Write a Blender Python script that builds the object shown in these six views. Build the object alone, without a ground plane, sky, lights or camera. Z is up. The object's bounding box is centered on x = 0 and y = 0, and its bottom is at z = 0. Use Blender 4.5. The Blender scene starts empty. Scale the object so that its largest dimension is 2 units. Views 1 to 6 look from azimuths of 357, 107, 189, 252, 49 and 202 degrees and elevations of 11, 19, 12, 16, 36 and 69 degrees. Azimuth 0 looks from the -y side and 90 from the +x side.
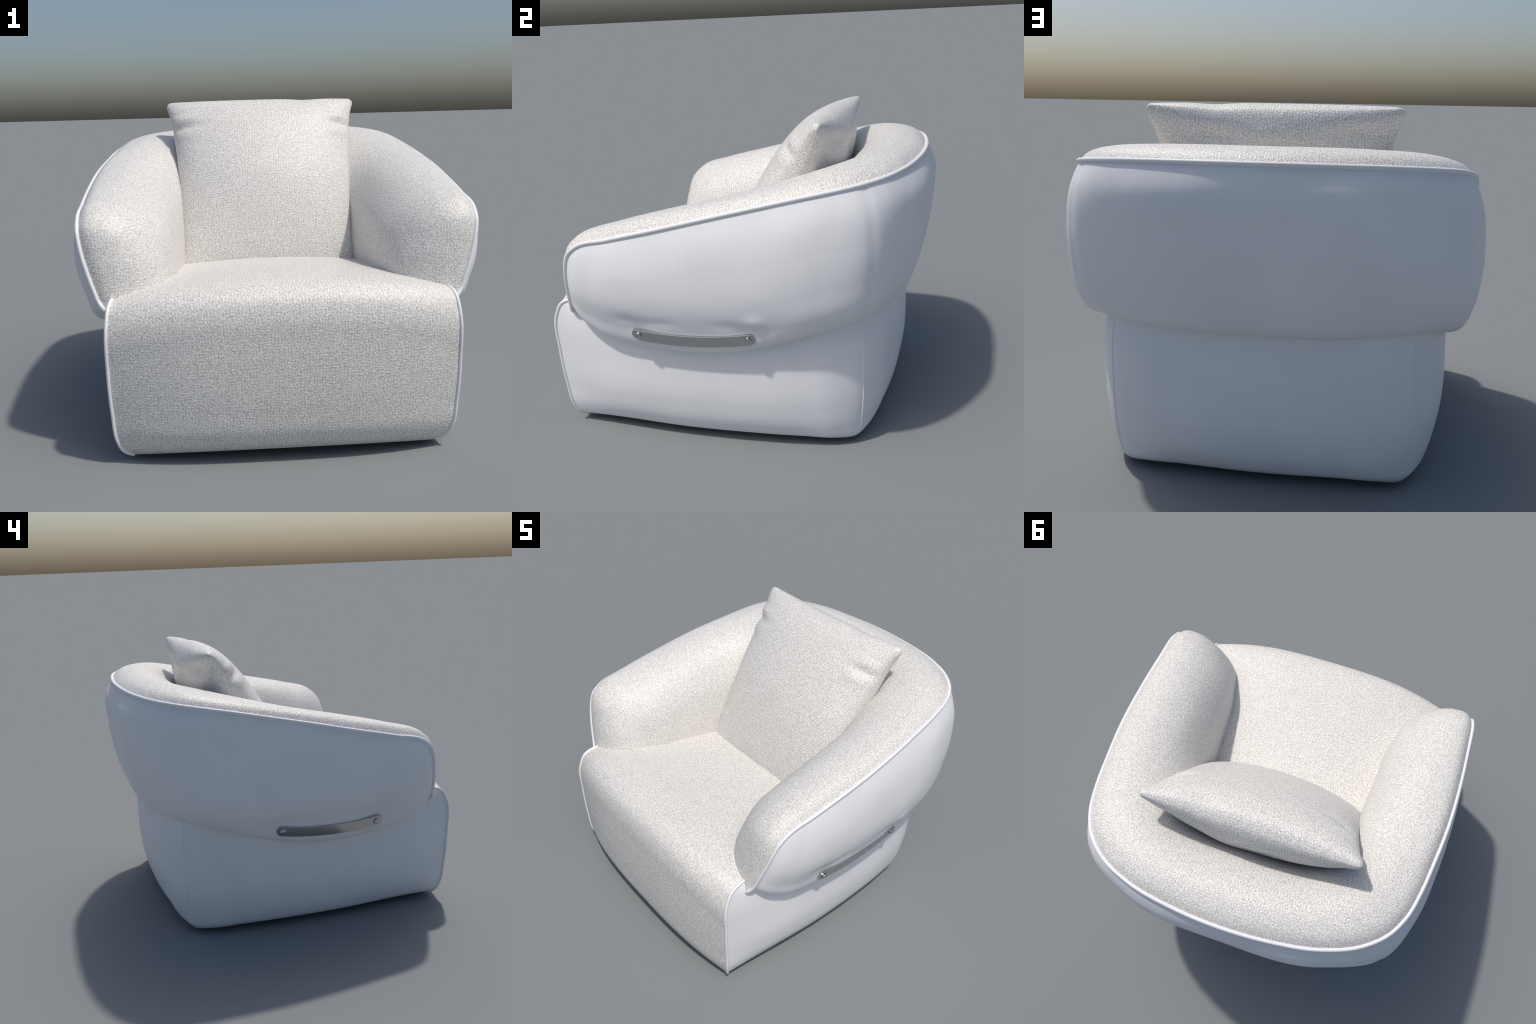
import bpy, bmesh, math
import numpy as np
from mathutils import Vector, Matrix

# ------------------------------------------------------------------ helpers
def pchip_like(t, P, q):
    """Smooth C1 interpolation (monotone-limited Hermite) of rows P at knots t."""
    t = np.asarray(t, float); P = np.asarray(P, float); q = np.asarray(q, float)
    h = np.diff(t); shp = (-1,) + (1,) * (P.ndim - 1)
    d = np.diff(P, axis=0) / h.reshape(shp)
    m = np.empty_like(P)
    w = (h[1:] / (h[1:] + h[:-1])).reshape(shp)
    m[1:-1] = d[:-1] * w + d[1:] * (1 - w)
    m[0] = 1.5 * d[0] - .5 * m[1]; m[-1] = 1.5 * d[-1] - .5 * m[-2]
    i = np.clip(np.searchsorted(t, q, side='right') - 1, 0, len(t) - 2)
    s = ((q - t[i]) / h[i]).reshape(shp); H = h[i].reshape(shp)
    return ((2*s**3 - 3*s**2 + 1) * P[i] + (s**3 - 2*s**2 + s) * H * m[i]
            + (-2*s**3 + 3*s**2) * P[i+1] + (s**3 - s**2) * H * m[i+1])

def chord(P):
    d = np.linalg.norm(np.diff(P, axis=0), axis=1)
    return np.concatenate([[0], np.cumsum(np.maximum(d, 1e-6))])

def curve(P, n, even=True):
    """Resample a 3D polyline of control points smoothly to n points."""
    P = np.asarray(P, float); c = chord(P)
    Q = pchip_like(c, P, np.linspace(0, c[-1], n * 6))
    c2 = chord(Q)
    t = np.linspace(0, c2[-1], n)
    return np.stack([np.interp(t, c2, Q[:, k]) for k in range(Q.shape[1])], 1)

def mirror_sections(S):
    """S runs from the right front to the back centre; add the left half."""
    S = np.asarray(S, float)
    L = S[:-1][::-1].copy(); L[..., 0] *= -1
    return np.concatenate([S, L], 0)

def loft(sections, n_along, n_across):
    """Cross-sections (N,K,3) -> grid (n_along, n_across, 3)."""
    S = np.array([curve(s, n_across) for s in sections])
    mid = S[:, ::max(1, n_across // 6)].mean(1)
    c = chord(mid)
    G = pchip_like(c, S, np.linspace(0, c[-1], n_along * 4))
    # even spacing along the path
    c2 = chord(G[:, ::max(1, n_across // 6)].mean(1))
    idx = np.interp(np.linspace(0, c2[-1], n_along), c2, np.arange(len(c2)))
    i = np.clip(idx.astype(int), 0, len(G) - 2); f = (idx - i)[:, None, None]
    return G[i] * (1 - f) + G[i + 1] * f

def grid_normals(G):
    du = np.gradient(G, axis=0); dv = np.gradient(G, axis=1)
    n = np.cross(du, dv); l = np.linalg.norm(n, axis=2, keepdims=True)
    return n / np.maximum(l, 1e-9)

def mesh_from_grid(name, G, mat, flip=False, normals=None):
    nu, nv = G.shape[:2]
    idx = np.arange(nu * nv).reshape(nu, nv)
    f = np.stack([idx[:-1, :-1], idx[1:, :-1], idx[1:, 1:], idx[:-1, 1:]], -1).reshape(-1, 4)
    if flip: f = f[:, ::-1]
    me = bpy.data.meshes.new(name)
    me.from_pydata(G.reshape(-1, 3).tolist(), [], f.tolist())
    me.materials.append(mat)
    for p in me.polygons: p.use_smooth = True
    me.update()
    if normals is not None:
        me.normals_split_custom_set_from_vertices(normals.reshape(-1, 3).tolist())
    ob = bpy.data.objects.new(name, me)
    bpy.context.scene.collection.objects.link(ob)
    return ob

def split_panels(names, G, cuts, mat, parent, flip=False):
    """One smooth grid separated by column into panels that share border points."""
    n = grid_normals(G) * (-1 if flip else 1)
    edges = [0] + list(cuts) + [len(G) - 1]
    out = []
    for nm, a, b in zip(names, edges[:-1], edges[1:]):
        ob = mesh_from_grid(nm, G[a:b+1], mat, flip, n[a:b+1])
        ob.parent = parent; out.append(ob)
    return out

def tube(name, P, r, mat, parent, seg=10):
    """Round cord along a smooth curve, with domed ends."""
    cu = bpy.data.curves.new(name, 'CURVE'); cu.dimensions = '3D'
    cu.bevel_depth = r; cu.bevel_resolution = 3; cu.use_fill_caps = True
    sp = cu.splines.new('POLY'); sp.points.add(len(P) - 1)
    for p, q in zip(sp.points, P): p.co = (*q, 1)
    tmp = bpy.data.objects.new(name + '_tmp', cu)
    bpy.context.scene.collection.objects.link(tmp)
    dg = bpy.context.evaluated_depsgraph_get()
    me = bpy.data.meshes.new_from_object(tmp.evaluated_get(dg))
    bpy.data.objects.remove(tmp); bpy.data.curves.remove(cu)
    me.name = name; me.materials.clear(); me.materials.append(mat)
    for p in me.polygons: p.use_smooth = True
    ob = bpy.data.objects.new(name, me)
    bpy.context.scene.collection.objects.link(ob); ob.parent = parent
    return ob

# ---------------------------------------------------------------- materials
def new_mat(name):
    m = bpy.data.materials.new(name); m.use_nodes = True
    nt = m.node_tree; b = nt.nodes['Principled BSDF']
    tc = nt.nodes.new('ShaderNodeTexCoord')
    return m, nt, b, tc

def noise(nt, tc, scale, detail=2, rough=.5, dist=0):
    n = nt.nodes.new('ShaderNodeTexNoise')
    n.inputs['Scale'].default_value = scale; n.inputs['Detail'].default_value = detail
    n.inputs['Roughness'].default_value = rough; n.inputs['Distortion'].default_value = dist
    nt.links.new(tc.outputs['Object'], n.inputs['Vector'])
    return n

def ramp(nt, src, stops):
    r = nt.nodes.new('ShaderNodeValToRGB')
    while len(r.color_ramp.elements) < len(stops): r.color_ramp.elements.new(.5)
    for e, (p, c) in zip(r.color_ramp.elements, stops):
        e.position = p; e.color = (*c, 1)
    nt.links.new(src, r.inputs[0])
    return r

def boucle_fabric():
    """Knotted boucle yarn: pale knots and greyer hollows about a centimetre apart,
    faintly ordered in the rows of the weave."""
    m, nt, b, tc = new_mat('boucle_fabric')
    L = nt.links.new
    def math_node(op, x, y=None):
        n = nt.nodes.new('ShaderNodeMath'); n.operation = op
        for k, v in enumerate((x, y)):
            if v is None: continue
            if isinstance(v, (int, float)): n.inputs[k].default_value = v
            else: L(v, n.inputs[k])
        return n.outputs[0]
    mp = nt.nodes.new('ShaderNodeMapping'); mp.inputs['Rotation'].default_value = (.6, .9, .4)
    L(tc.outputs['Object'], mp.inputs['Vector'])
    knots = noise(nt, tc, 145, 1, .4); L(mp.outputs[0], knots.inputs['Vector'])
    yarn = noise(nt, tc, 290, 1, .5); L(mp.outputs[0], yarn.inputs['Vector'])
    wob = noise(nt, tc, 28, 1)
    off = nt.nodes.new('ShaderNodeVectorMath'); off.operation = 'MULTIPLY_ADD'
    L(wob.outputs['Color'], off.inputs[0]); off.inputs[1].default_value = (.022, .022, .022)
    L(tc.outputs['Object'], off.inputs[2])
    sep = nt.nodes.new('ShaderNodeSeparateXYZ'); L(off.outputs[0], sep.inputs[0])
    sn = nt.nodes.new('ShaderNodeSeparateXYZ'); L(tc.outputs['Normal'], sn.inputs[0])
    rows = None
    for c, nc in zip(sep.outputs, sn.outputs):  # weave rows along each axis lying in the cloth
        w = math_node('SINE', math_node('MULTIPLY', c, 2 * math.pi * 72))
        flat = math_node('SUBTRACT', 1.0, math_node('POWER', math_node('ABSOLUTE', nc), .7))
        w = math_node('MULTIPLY', w, flat)
        rows = w if rows is None else math_node('ADD', rows, w)
    h = math_node('ADD', knots.outputs['Fac'], math_node('MULTIPLY', math_node('SUBTRACT', yarn.outputs['Fac'], .5), .35))
    h = math_node('ADD', h, math_node('MULTIPLY', rows, .060))
    r = ramp(nt, h, [(.26, (.48, .465, .437)), (.50, (.67, .652, .622)), (.74, (.875, .858, .824))])
    L(r.outputs['Color'], b.inputs['Base Color'])
    bp = nt.nodes.new('ShaderNodeBump'); bp.inputs['Strength'].default_value = .38
    bp.inputs['Distance'].default_value = .005
    L(h, bp.inputs['Height']); L(bp.outputs[0], b.inputs['Normal'])
    b.inputs['Roughness'].default_value = .44
    b.inputs['Specular IOR Level'].default_value = .45
    return m

def white_leather():
    m, nt, b, tc = new_mat('white_leather')
    n = noise(nt, tc, 3.0, 3)
    r = ramp(nt, n.outputs['Fac'], [(.3, (.755, .76, .775)), (.7, (.80, .803, .815))])
    nt.links.new(r.outputs['Color'], b.inputs['Base Color'])
    g = noise(nt, tc, 420, 2)
    bp = nt.nodes.new('ShaderNodeBump'); bp.inputs['Strength'].default_value = .04
    bp.inputs['Distance'].default_value = .001
    nt.links.new(g.outputs['Fac'], bp.inputs['Height']); nt.links.new(bp.outputs[0], b.inputs['Normal'])
    b.inputs['Roughness'].default_value = .5
    b.inputs['Specular IOR Level'].default_value = .35
    return m

def polished_steel():
    m, nt, b, tc = new_mat('polished_steel')
    n = noise(nt, tc, 30, 2)
    r = ramp(nt, n.outputs['Fac'], [(.3, (.50, .505, .50)), (.7, (.54, .545, .54))])
    nt.links.new(r.outputs['Color'], b.inputs['Base Color'])
    b.inputs['Metallic'].default_value = 1; b.inputs['Roughness'].default_value = .12
    return m

def dark_cloth():
    m, nt, b, tc = new_mat('dark_cloth')
    n = noise(nt, tc, 200, 2)
    r = ramp(nt, n.outputs['Fac'], [(.3, (.05, .05, .05)), (.7, (.09, .09, .09))])
    nt.links.new(r.outputs['Color'], b.inputs['Base Color']); b.inputs['Roughness'].default_value = .9
    return m

FABRIC, LEATHER, STEEL, DARK = boucle_fabric(), white_leather(), polished_steel(), dark_cloth()

# --------------------------------------------------------------------- root
chair = bpy.data.objects.new('armchair', None)
bpy.context.scene.collection.objects.link(chair)
chair['label'] = 'rounded tub armchair in white leather and pale boucle fabric'
chair['category'] = 'armchair'

# ----------------------------------------------------- wrap-around arms/back
# seam between leather shell and fabric, right half, front bottom -> back centre
FRONT_EDGE = [(.790, -.700, .672), (.800, -.752, .684), (.812, -.778, .705), (.840, -.766, .745), (.861, -.757, .80), (.889, -.742, .885),
              (.905, -.730, .94), (.920, -.713, 1.005), (.929, -.688, 1.06), (.934, -.640, 1.100)]
TOP_SEAM = [(.941, -.45, 1.151), (.943, -.2, 1.210), (.933, .05, 1.270), (.904, .3, 1.325),
            (.876, .48, 1.363), (.842, .61, 1.387), (.782, .722, 1.404), (.67, .822, 1.416),
            (.5, .896, 1.424), (.25, .942, 1.428), (0, .956, 1.429)]
seam_half = np.array(FRONT_EDGE + TOP_SEAM)
seam = curve(mirror_sections(seam_half), 500)

def stitch(G, depth=18):
    """Pull the top rows of a panel onto the seam line so cloth, cord and hide meet."""
    d = np.linalg.norm(G[:, None, 0] - seam[None], axis=2)
    delta = seam[d.argmin(1)] - G[:, 0]
    fall = np.clip(1 - np.arange(G.shape[1]) / depth, 0, 1)
    fall = fall * fall * (3 - 2 * fall)
    return G + delta[:, None, :] * fall[None, :, None]

# fabric cross-sections: seam -> top roll -> inner face -> under the seat
INNER = [
 [(.812,-.778,.705),(.80,-.782,.70),(.785,-.783,.695),(.77,-.780,.69),(.755,-.774,.685),(.735,-.765,.68),(.715,-.755,.67)],
 [(.861,-.757,.80),(.825,-.772,.797),(.765,-.776,.785),(.70,-.763,.77),(.645,-.738,.755),(.61,-.715,.72),(.595,-.70,.67)],
 [(.905,-.730,.94),(.868,-.750,.943),(.78,-.757,.937),(.68,-.735,.917),(.595,-.688,.87),(.56,-.655,.80),(.548,-.635,.67)],
 [(.927,-.695,1.045),(.895,-.718,1.064),(.81,-.726,1.066),(.69,-.690,1.035),(.58,-.615,.955),(.538,-.565,.84),(.528,-.53,.67)],
 [(.934,-.640,1.100),(.902,-.655,1.131),(.80,-.648,1.142),(.665,-.60,1.097),(.555,-.525,1.0),(.512,-.46,.86),(.505,-.42,.67)],
 [(.941,-.45,1.151),(.912,-.46,1.189),(.80,-.45,1.208),(.64,-.42,1.152),(.542,-.38,1.04),(.505,-.34,.89),(.494,-.30,.67)],
 [(.943,-.2,1.210),(.915,-.2,1.249),(.81,-.2,1.271),(.63,-.2,1.212),(.533,-.19,1.08),(.494,-.17,.91),(.482,-.15,.67)],
 [(.922,.15,1.293),(.893,.15,1.330),(.79,.14,1.348),(.605,.12,1.288),(.505,.09,1.13),(.470,.06,.93),(.46,.05,.67)],
 [(.876,.48,1.363),(.850,.472,1.394),(.75,.44,1.420),(.56,.355,1.36),(.45,.28,1.19),(.42,.23,.95),(.40,.18,.67)],
 [(.782,.722,1.404),(.763,.703,1.432),(.68,.63,1.462),(.51,.48,1.395),(.42,.38,1.22),(.37,.32,.97),(.34,.27,.67)],
 [(.5,.896,1.424),(.492,.873,1.450),(.45,.78,1.483),(.36,.60,1.425),(.30,.47,1.25),(.27,.38,1.0),(.24,.31,.67)],
 [(0,.956,1.429),(0,.930,1.454),(0,.83,1.488),(0,.64,1.432),(0,.50,1.27),(0,.41,1.0),(0,.34,.67)],
]
Gi = stitch(loft(mirror_sections(INNER), 241, 61))
b0 = 241 // 2
cut = 82
split_panels(['armrest', 'backrest', 'armrest'], Gi, [cut, 240 - cut], FABRIC, chair)

# leather cross-sections: top seam -> belly -> tucked under against the base
OUTER = [
 curve(FRONT_EDGE[:1:-1], 7),
 [(.938,-.57,1.119),(.950,-.635,1.05),(.950,-.665,.97),(.932,-.69,.87),(.903,-.70,.78),(.866,-.71,.700),(.80,-.71,.675)],
 [(.940,-.48,1.144),(.961,-.52,1.07),(.974,-.555,.97),(.965,-.58,.85),(.926,-.59,.73),(.890,-.60,.640),(.80,-.60,.605)],
 [(.943,-.28,1.192),(.968,-.29,1.09),(.985,-.30,.96),(.976,-.30,.82),(.936,-.30,.69),(.886,-.30,.572),(.80,-.30,.546)],
 [(.936,0,1.258),(.970,0,1.14),(.983,0,.99),(.973,0,.83),(.932,0,.69),(.882,0,.566),(.80,0,.542)],
 [(.904,.3,1.325),(.945,.3,1.2),(.965,.3,1.03),(.961,.3,.88),(.925,.29,.73),(.876,.28,.622),(.78,.26,.595)],
 [(.868,.52,1.371),(.905,.54,1.26),(.921,.554,1.1),(.917,.557,.94),(.893,.549,.79),(.843,.522,.695),(.75,.48,.665)],
 [(.782,.722,1.404),(.816,.757,1.30),(.831,.775,1.13),(.823,.771,.97),(.801,.752,.83),(.762,.717,.745),(.68,.64,.715)],
 [(.5,.896,1.424),(.510,.944,1.32),(.512,.948,1.15),(.508,.930,.98),(.498,.897,.84),(.485,.853,.748),(.46,.78,.710)],
 [(0,.956,1.429),(0,.994,1.33),(0,.994,1.15),(0,.972,.97),(0,.938,.83),(0,.897,.740),(0,.82,.70)],
]
Go = stitch(loft(mirror_sections(OUTER), 241, 81))
No = grid_normals(Go)
outer_cut = int(np.argmin(np.linalg.norm(Go[:120, 30, :2] - (.80, .795), axis=1)))
for j in (outer_cut, 240 - outer_cut):          # shallow stitched seams at the back corners
    k = np.exp(-((np.arange(241) - j) / 1.0) ** 2)[:, None, None]
    Go = Go + No * (.004 * k)
# leather pulled in where the handle studs are fixed
for sx in (1, -1):
    for y, z in ((-.341, .70), (.216, .705)):
        d2 = ((Go[..., 1] - y) / .07) ** 2 + ((Go[..., 2] - z) / .045) ** 2
        Go[..., 0] -= np.where(Go[..., 0] * sx > .7, sx * .008 * np.exp(-d2), 0)
# raised puckers beside the studs and a slow unevenness of the stretched hide
for sx in (1, -1):
    for y, z, ry, rz, amp in ((.27, .775, .05, .035, .007), (-.40, .745, .06, .03, -.005), (.13, .745, .09, .03, -.004),
                              (-.22, .735, .09, .025, -.004)):
        d2 = ((Go[..., 1] - y) / ry) ** 2 + ((Go[..., 2] - z) / rz) ** 2
        Go[..., 0] += np.where(Go[..., 0] * sx > .7, sx * amp * np.exp(-d2), 0)
fade = np.sin(np.linspace(0, math.pi, Go.shape[1]))[None, :, None]
wave = np.sin(5.1 * Go[..., 0] + 1.3) * np.sin(6.3 * Go[..., 1] + .4) * np.sin(8.7 * Go[..., 2] + 2.1)
Go = Go - No * (.002 * wave[..., None] * fade)
split_panels(['side_panel', 'back_panel', 'side_panel'], Go, [outer_cut, 240 - outer_cut], LEATHER, chair, True)
away = seam - np.array([0, .1, 1.0])
away /= np.linalg.norm(away, axis=1, keepdims=True)
tube('piping', seam + away * .003, .0105, LEATHER, chair)

# --------------------------------------------------------------------- base
BASE_FRONT = [(.775,-.735,.757),(.781,-.795,.755),(.788,-.864,.730),(.795,-.900,.66),(.799,-.906,.45),
              (.793,-.895,.25),(.779,-.880,.11),(.757,-.862,.055),(.715,-.842,.024)]
# plan point, outward direction, share of the back / corner inset profiles
PLAN = [((.836,-.62), (1, 0), 0, 0), ((.848,-.2), (1, 0), 0, 0), ((.832,.15), (1, .03), .1, 0), ((.800,.42), (1, .1), .3, .2),
        ((.750,.615), (.9, .35), .3, .7), ((.67,.735), (.68, .73), 0, 1), ((.54,.803), (.22, .98), .5, .5),
        ((.35,.834), (.10, 1), 1, 0), ((0,.850), (0, 1), 1, 0)]
ZROW     = [.745, .73, .70, .64, .45, .25, .115, .062, .030]
SIDE_D   = [.055, .045, .03, .015, 0, .006, .040, .070, .120]
BACK_D   = [.040, .03, .020, .008, 0, .008, .042, .075, .130]
CORNER_D = [.030, .02, .015, .005, 0, .008, .027, .040, .066]
base_sections = [BASE_FRONT]
for (x, y), (nx, ny), wb, wc in PLAN:
    l = math.hypot(nx, ny)
    base_sections.append([(x - nx / l * d, y - ny / l * d, z) for z, d in
                          ((z, a * (1 - wb - wc) + b * wb + c * wc)
                           for z, a, b, c in zip(ZROW, SIDE_D, BACK_D, CORNER_D))])
Gb = loft(mirror_sections(base_sections), 241, 61)
base_cut = int(np.argmin(np.linalg.norm(Gb[:120, 30, :2] - (.67, .735), axis=1)))
split_panels(['base_side', 'base_back', 'base_side'], Gb, [base_cut, 240 - base_cut], LEATHER, chair, True)
for j in (base_cut, 240 - base_cut):
    tube('seam_cord', curve(Gb[j, 4:56], 60), .0035, LEATHER, chair)

edge = curve([(.70, .45, .715), (.735, 0, .722), (.765, -.5, .748)] + BASE_FRONT, 121)
mid = curve([(0,.55,.760),(0,.0,.778),(0,-.3,.803),(0,-.6,.826),(0,-.8,.834),(0,-.90,.818),(0,-.957,.772),(0,-.983,.70),(0,-.991,.58),
             (0,-.993,.45),(0,-.985,.26),(0,-.968,.14),(0,-.943,.086),(0,-.905,.050)], 121)
p = np.linspace(-1, 1, 121)
# crown: rounder at the back of the seat, boxier over the front
g = np.abs(p)[None, :] ** np.interp(edge[:, 1], [-.85, -.1], [2.9, 1.9])[:, None]
Gs = np.empty((121, 121, 3))
Gs[..., 0] = edge[:, :1] * p
for k in (1, 2):
    Gs[..., k] = mid[:, k:k+1] + (edge[:, k:k+1] - mid[:, k:k+1]) * g
seat = mesh_from_grid('seat', Gs, FABRIC, False, grid_normals(Gs)); seat.parent = chair
for sx in (1, -1):
    e = edge[12:].copy(); e[:, 0] *= sx
    tube('base_piping', e, .0085, LEATHER, chair)

# underside: dust cover closing the base, standing on low glides
ring = np.concatenate([Gb[:, -1], Gs[-1, 1:-1]])
c = np.array([0, -.1, .012])
Gu = np.stack([ring + (c - ring) * k for k in (0, .15, .4, .7, 1)], 1)
Gu = np.concatenate([Gu, Gu[:1]], 0)
under = mesh_from_grid('dust_cover', Gu, DARK, True); under.parent = chair
gl = bpy.data.meshes.new('glide'); bm = bmesh.new()
bmesh.ops.create_cone(bm, cap_ends=True, segments=32, radius1=.035, radius2=.04, depth=.03)
bm.to_mesh(gl); bm.free(); gl.materials.append(DARK)
for x, y in ((.55, -.65), (-.55, -.65), (.5, .5), (-.5, .5)):
    o = bpy.data.objects.new('glide', gl); o.location = (x, y, .015); o.parent = chair
    bpy.context.scene.collection.objects.link(o)

# ------------------------------------------------------------------ handles
def handle(sx):
    """Bowed flat steel strap with round ends, following the lean of the leather."""
    n = 81
    half, halfw, th = .318, .033, .006
    lean = math.radians(16)                       # face turned slightly to the floor
    s = np.sin(np.linspace(-1, 1, n) * math.pi / 2)
    yc = -.0595 + half * s
    zc = .646 + .026 * s**2 + .008 * s
    xc = .922 - .012 * s + .004 * (1 - s**2)
    hw = halfw * np.sqrt(np.clip(1 - np.clip((np.abs(s) * half - (half - halfw)) / halfw, 0, 1) ** 2, 0, 1))
    hw = np.maximum(hw, .0005)
    prof = [(1, -1), (1, .7), (.95, 1), (-.95, 1), (-1, .7), (-1, -1)]
    bm = bmesh.new(); rings = []
    up = np.array([math.sin(lean), 0, math.cos(lean)]); out = np.array([math.cos(lean), 0, -math.sin(lean)])
    for i in range(n):
        c = np.array([xc[i], yc[i], zc[i]])
        ring = [c + up * hw[i] * a + out * th * b for a, b in prof]
        rings.append([bm.verts.new((sx * v[0], v[1], v[2])) for v in ring])
    for a, b in zip(rings[:-1], rings[1:]):
        for k in range(4):
            bm.faces.new((a[k], a[(k+1) % 6], b[(k+1) % 6], b[k]))
    bm.faces.new(rings[0]); bm.faces.new(rings[-1])
    bmesh.ops.recalc_face_normals(bm, faces=bm.faces)
    me = bpy.data.meshes.new('handle'); bm.to_mesh(me); bm.free()
    me.materials.append(STEEL)
    for q in me.polygons: q.use_smooth = True
    me.set_sharp_from_angle(angle=math.radians(35))
    ob = bpy.data.objects.new('handle', me); ob.parent = chair
    bpy.context.scene.collection.objects.link(ob)
    for s0 in (-.885, .885):
        i = int(np.argmin(np.abs(s - s0)))
        r = bpy.data.objects.new('rivet', rivet_mesh)
        p0 = np.array([xc[i], yc[i], zc[i]]) - out * .027
        r.location = (sx * p0[0], p0[1], p0[2])
        r.rotation_euler = (0, sx * (math.pi / 2 + lean), 0)
        r.parent = ob; bpy.context.scene.collection.objects.link(r)

# stud: shaft into the leather, flat head with rounded rim
bm = bmesh.new(); prof = [(.0, -.03), (.0165, -.03), (.0165, .034), (.0178, .036), (.0178, .0385), (.016, .041), (.013, .042), (0, .042)]
rr = []
for r0, z0 in prof:
    if r0 == 0: rr.append([bm.verts.new((0, 0, z0))])
    else: rr.append([bm.verts.new((r0 * math.cos(a), r0 * math.sin(a), z0)) for a in np.linspace(0, 2*math.pi, 24, endpoint=False)])
for a, b in zip(rr[:-1], rr[1:]):
    for k in range(24):
        if len(a) == 1: bm.faces.new((a[0], b[(k+1) % 24], b[k]))
        elif len(b) == 1: bm.faces.new((a[k], a[(k+1) % 24], b[0]))
        else: bm.faces.new((a[k], a[(k+1) % 24], b[(k+1) % 24], b[k]))
bmesh.ops.recalc_face_normals(bm, faces=bm.faces)
rivet_mesh = bpy.data.meshes.new('rivet'); bm.to_mesh(rivet_mesh); bm.free(); rivet_mesh.materials.append(STEEL)
for q in rivet_mesh.polygons: q.use_smooth = True
rivet_mesh.set_sharp_from_angle(angle=math.radians(50))
for sx in (1, -1): handle(sx)

# ------------------------------------------------------------------- pillow
def pillow():
    n = 181
    t = np.linspace(-1, 1, n)
    a = np.sign(t) * (1 - (1 - np.abs(t)) ** 1.7)      # crowd rows to the seam
    U, V = np.meshgrid(a, a, indexing='ij')
    half_h = .544
    side = np.clip(1 - U**2, 0, 1) ** .40
    rise = np.clip(1 - V**2, 0, 1) ** .40
    hf = .200 * rise * (1 - .26 * np.clip(-V, 0, 1) ** 1.2) * side
    hb = .212 * np.where(V > 0, np.clip(1 - V**2, 0, 1) ** .58, np.clip(1 - V**2, 0, 1) ** .38) * side
    def dent(u, v, su, sv, amp):
        return amp * np.exp(-((U - u) / su) ** 2 - ((V - v) / sv) ** 2)
    # drag folds running in from the side seams below the upper corners
    hf += dent(-.92, .60, .17, .04, -.018) + dent(-.89, .71, .18, .045, .010) + dent(-.89, .49, .15, .05, .009)
    hf += dent(.88, .60, .14, .04, -.014) + dent(.84, .70, .15, .045, .008) + dent(.83, .49, .14, .05, .008)
    hf += dent(.45, .93, .10, .05, -.010)
    # slack cloth behind the top edge
    hb += dent(.50, .82, .22, .08, -.026) + dent(.0, .86, .20, .07, .014) + dent(-.15, .72, .20, .07, -.016)
    hb += dent(-.68, .84, .22, .07, -.020) + dent(.85, .66, .10, .08, -.012) + dent(-.88, .60, .10, .06, -.012) + dent(.25, .62, .20, .12, .010)
    edge_mask = (np.abs(U) < 1) & (np.abs(V) < 1)
    hf = np.where(edge_mask, np.maximum(hf, 0), 0); hb = np.where(edge_mask, np.maximum(hb, 0), 0)
    # outline: rounded ears, narrower towards the seat
    r = .08
    au, av = np.clip((np.abs(U) - 1 + r) / r, 0, 1), np.clip((np.abs(V) - 1 + r) / r, 0, 1)
    Uo = np.where(au > 0, np.sign(U) * (1 - r + r * au * np.sqrt(1 - av**2 / 2)), U)
    Vo = np.where(av > 0, np.sign(V) * (1 - r + r * av * np.sqrt(1 - au**2 / 2)), V)
    width = pchip_like([-1, -.5, 0, .5, .8, 1], np.array([.490, .494, .502, .522, .546, .582]), Vo.ravel()).reshape(U.shape)
    x = Uo * width
    y = Vo * half_h - .010 * (1 - U**2) * np.clip(V, 0, 1) ** 4 - dent(.45, 1, .16, .1, .006)
    F = np.stack([x, y, hf], -1); B = np.stack([x, y, -hb], -1)
    bm = bmesh.new()
    rim = lambda i, j: i in (0, n - 1) or j in (0, n - 1)
    vf = [[bm.verts.new(F[i, j]) for j in range(n)] for i in range(n)]
    vb = [[vf[i][j] if rim(i, j) else bm.verts.new(B[i, j]) for j in range(n)] for i in range(n)]
    for i in range(n - 1):
        for j in range(n - 1):
            bm.faces.new((vf[i][j], vf[i+1][j], vf[i+1][j+1], vf[i][j+1]))
            bm.faces.new((vb[i][j], vb[i][j+1], vb[i+1][j+1], vb[i+1][j]))
    for _ in range(4):
        bmesh.ops.smooth_vert(bm, verts=bm.verts, factor=.5, use_axis_x=True, use_axis_y=True, use_axis_z=True)
    bmesh.ops.recalc_face_normals(bm, faces=bm.faces)
    me = bpy.data.meshes.new('throw_pillow'); bm.to_mesh(me); bm.free()
    me.materials.append(FABRIC)
    for q in me.polygons: q.use_smooth = True
    ob = bpy.data.objects.new('throw_pillow', me)
    bpy.context.scene.collection.objects.link(ob)
    # leaning back in the seat: foot towards the sitter, top against the backrest
    top, foot = Vector((0, .516, 1.648)), Vector((0, -.04, .70))
    up = (top - foot).normalized(); side_axis = Vector((1, 0, 0)); face = side_axis.cross(up)
    ob.matrix_world = Matrix.Translation((top + foot) / 2) @ Matrix((side_axis, up, face)).transposed().to_4x4()
    ob['label'] = 'plump square scatter cushion in pale boucle fabric'
    ob['category'] = 'cushion'
pillow()
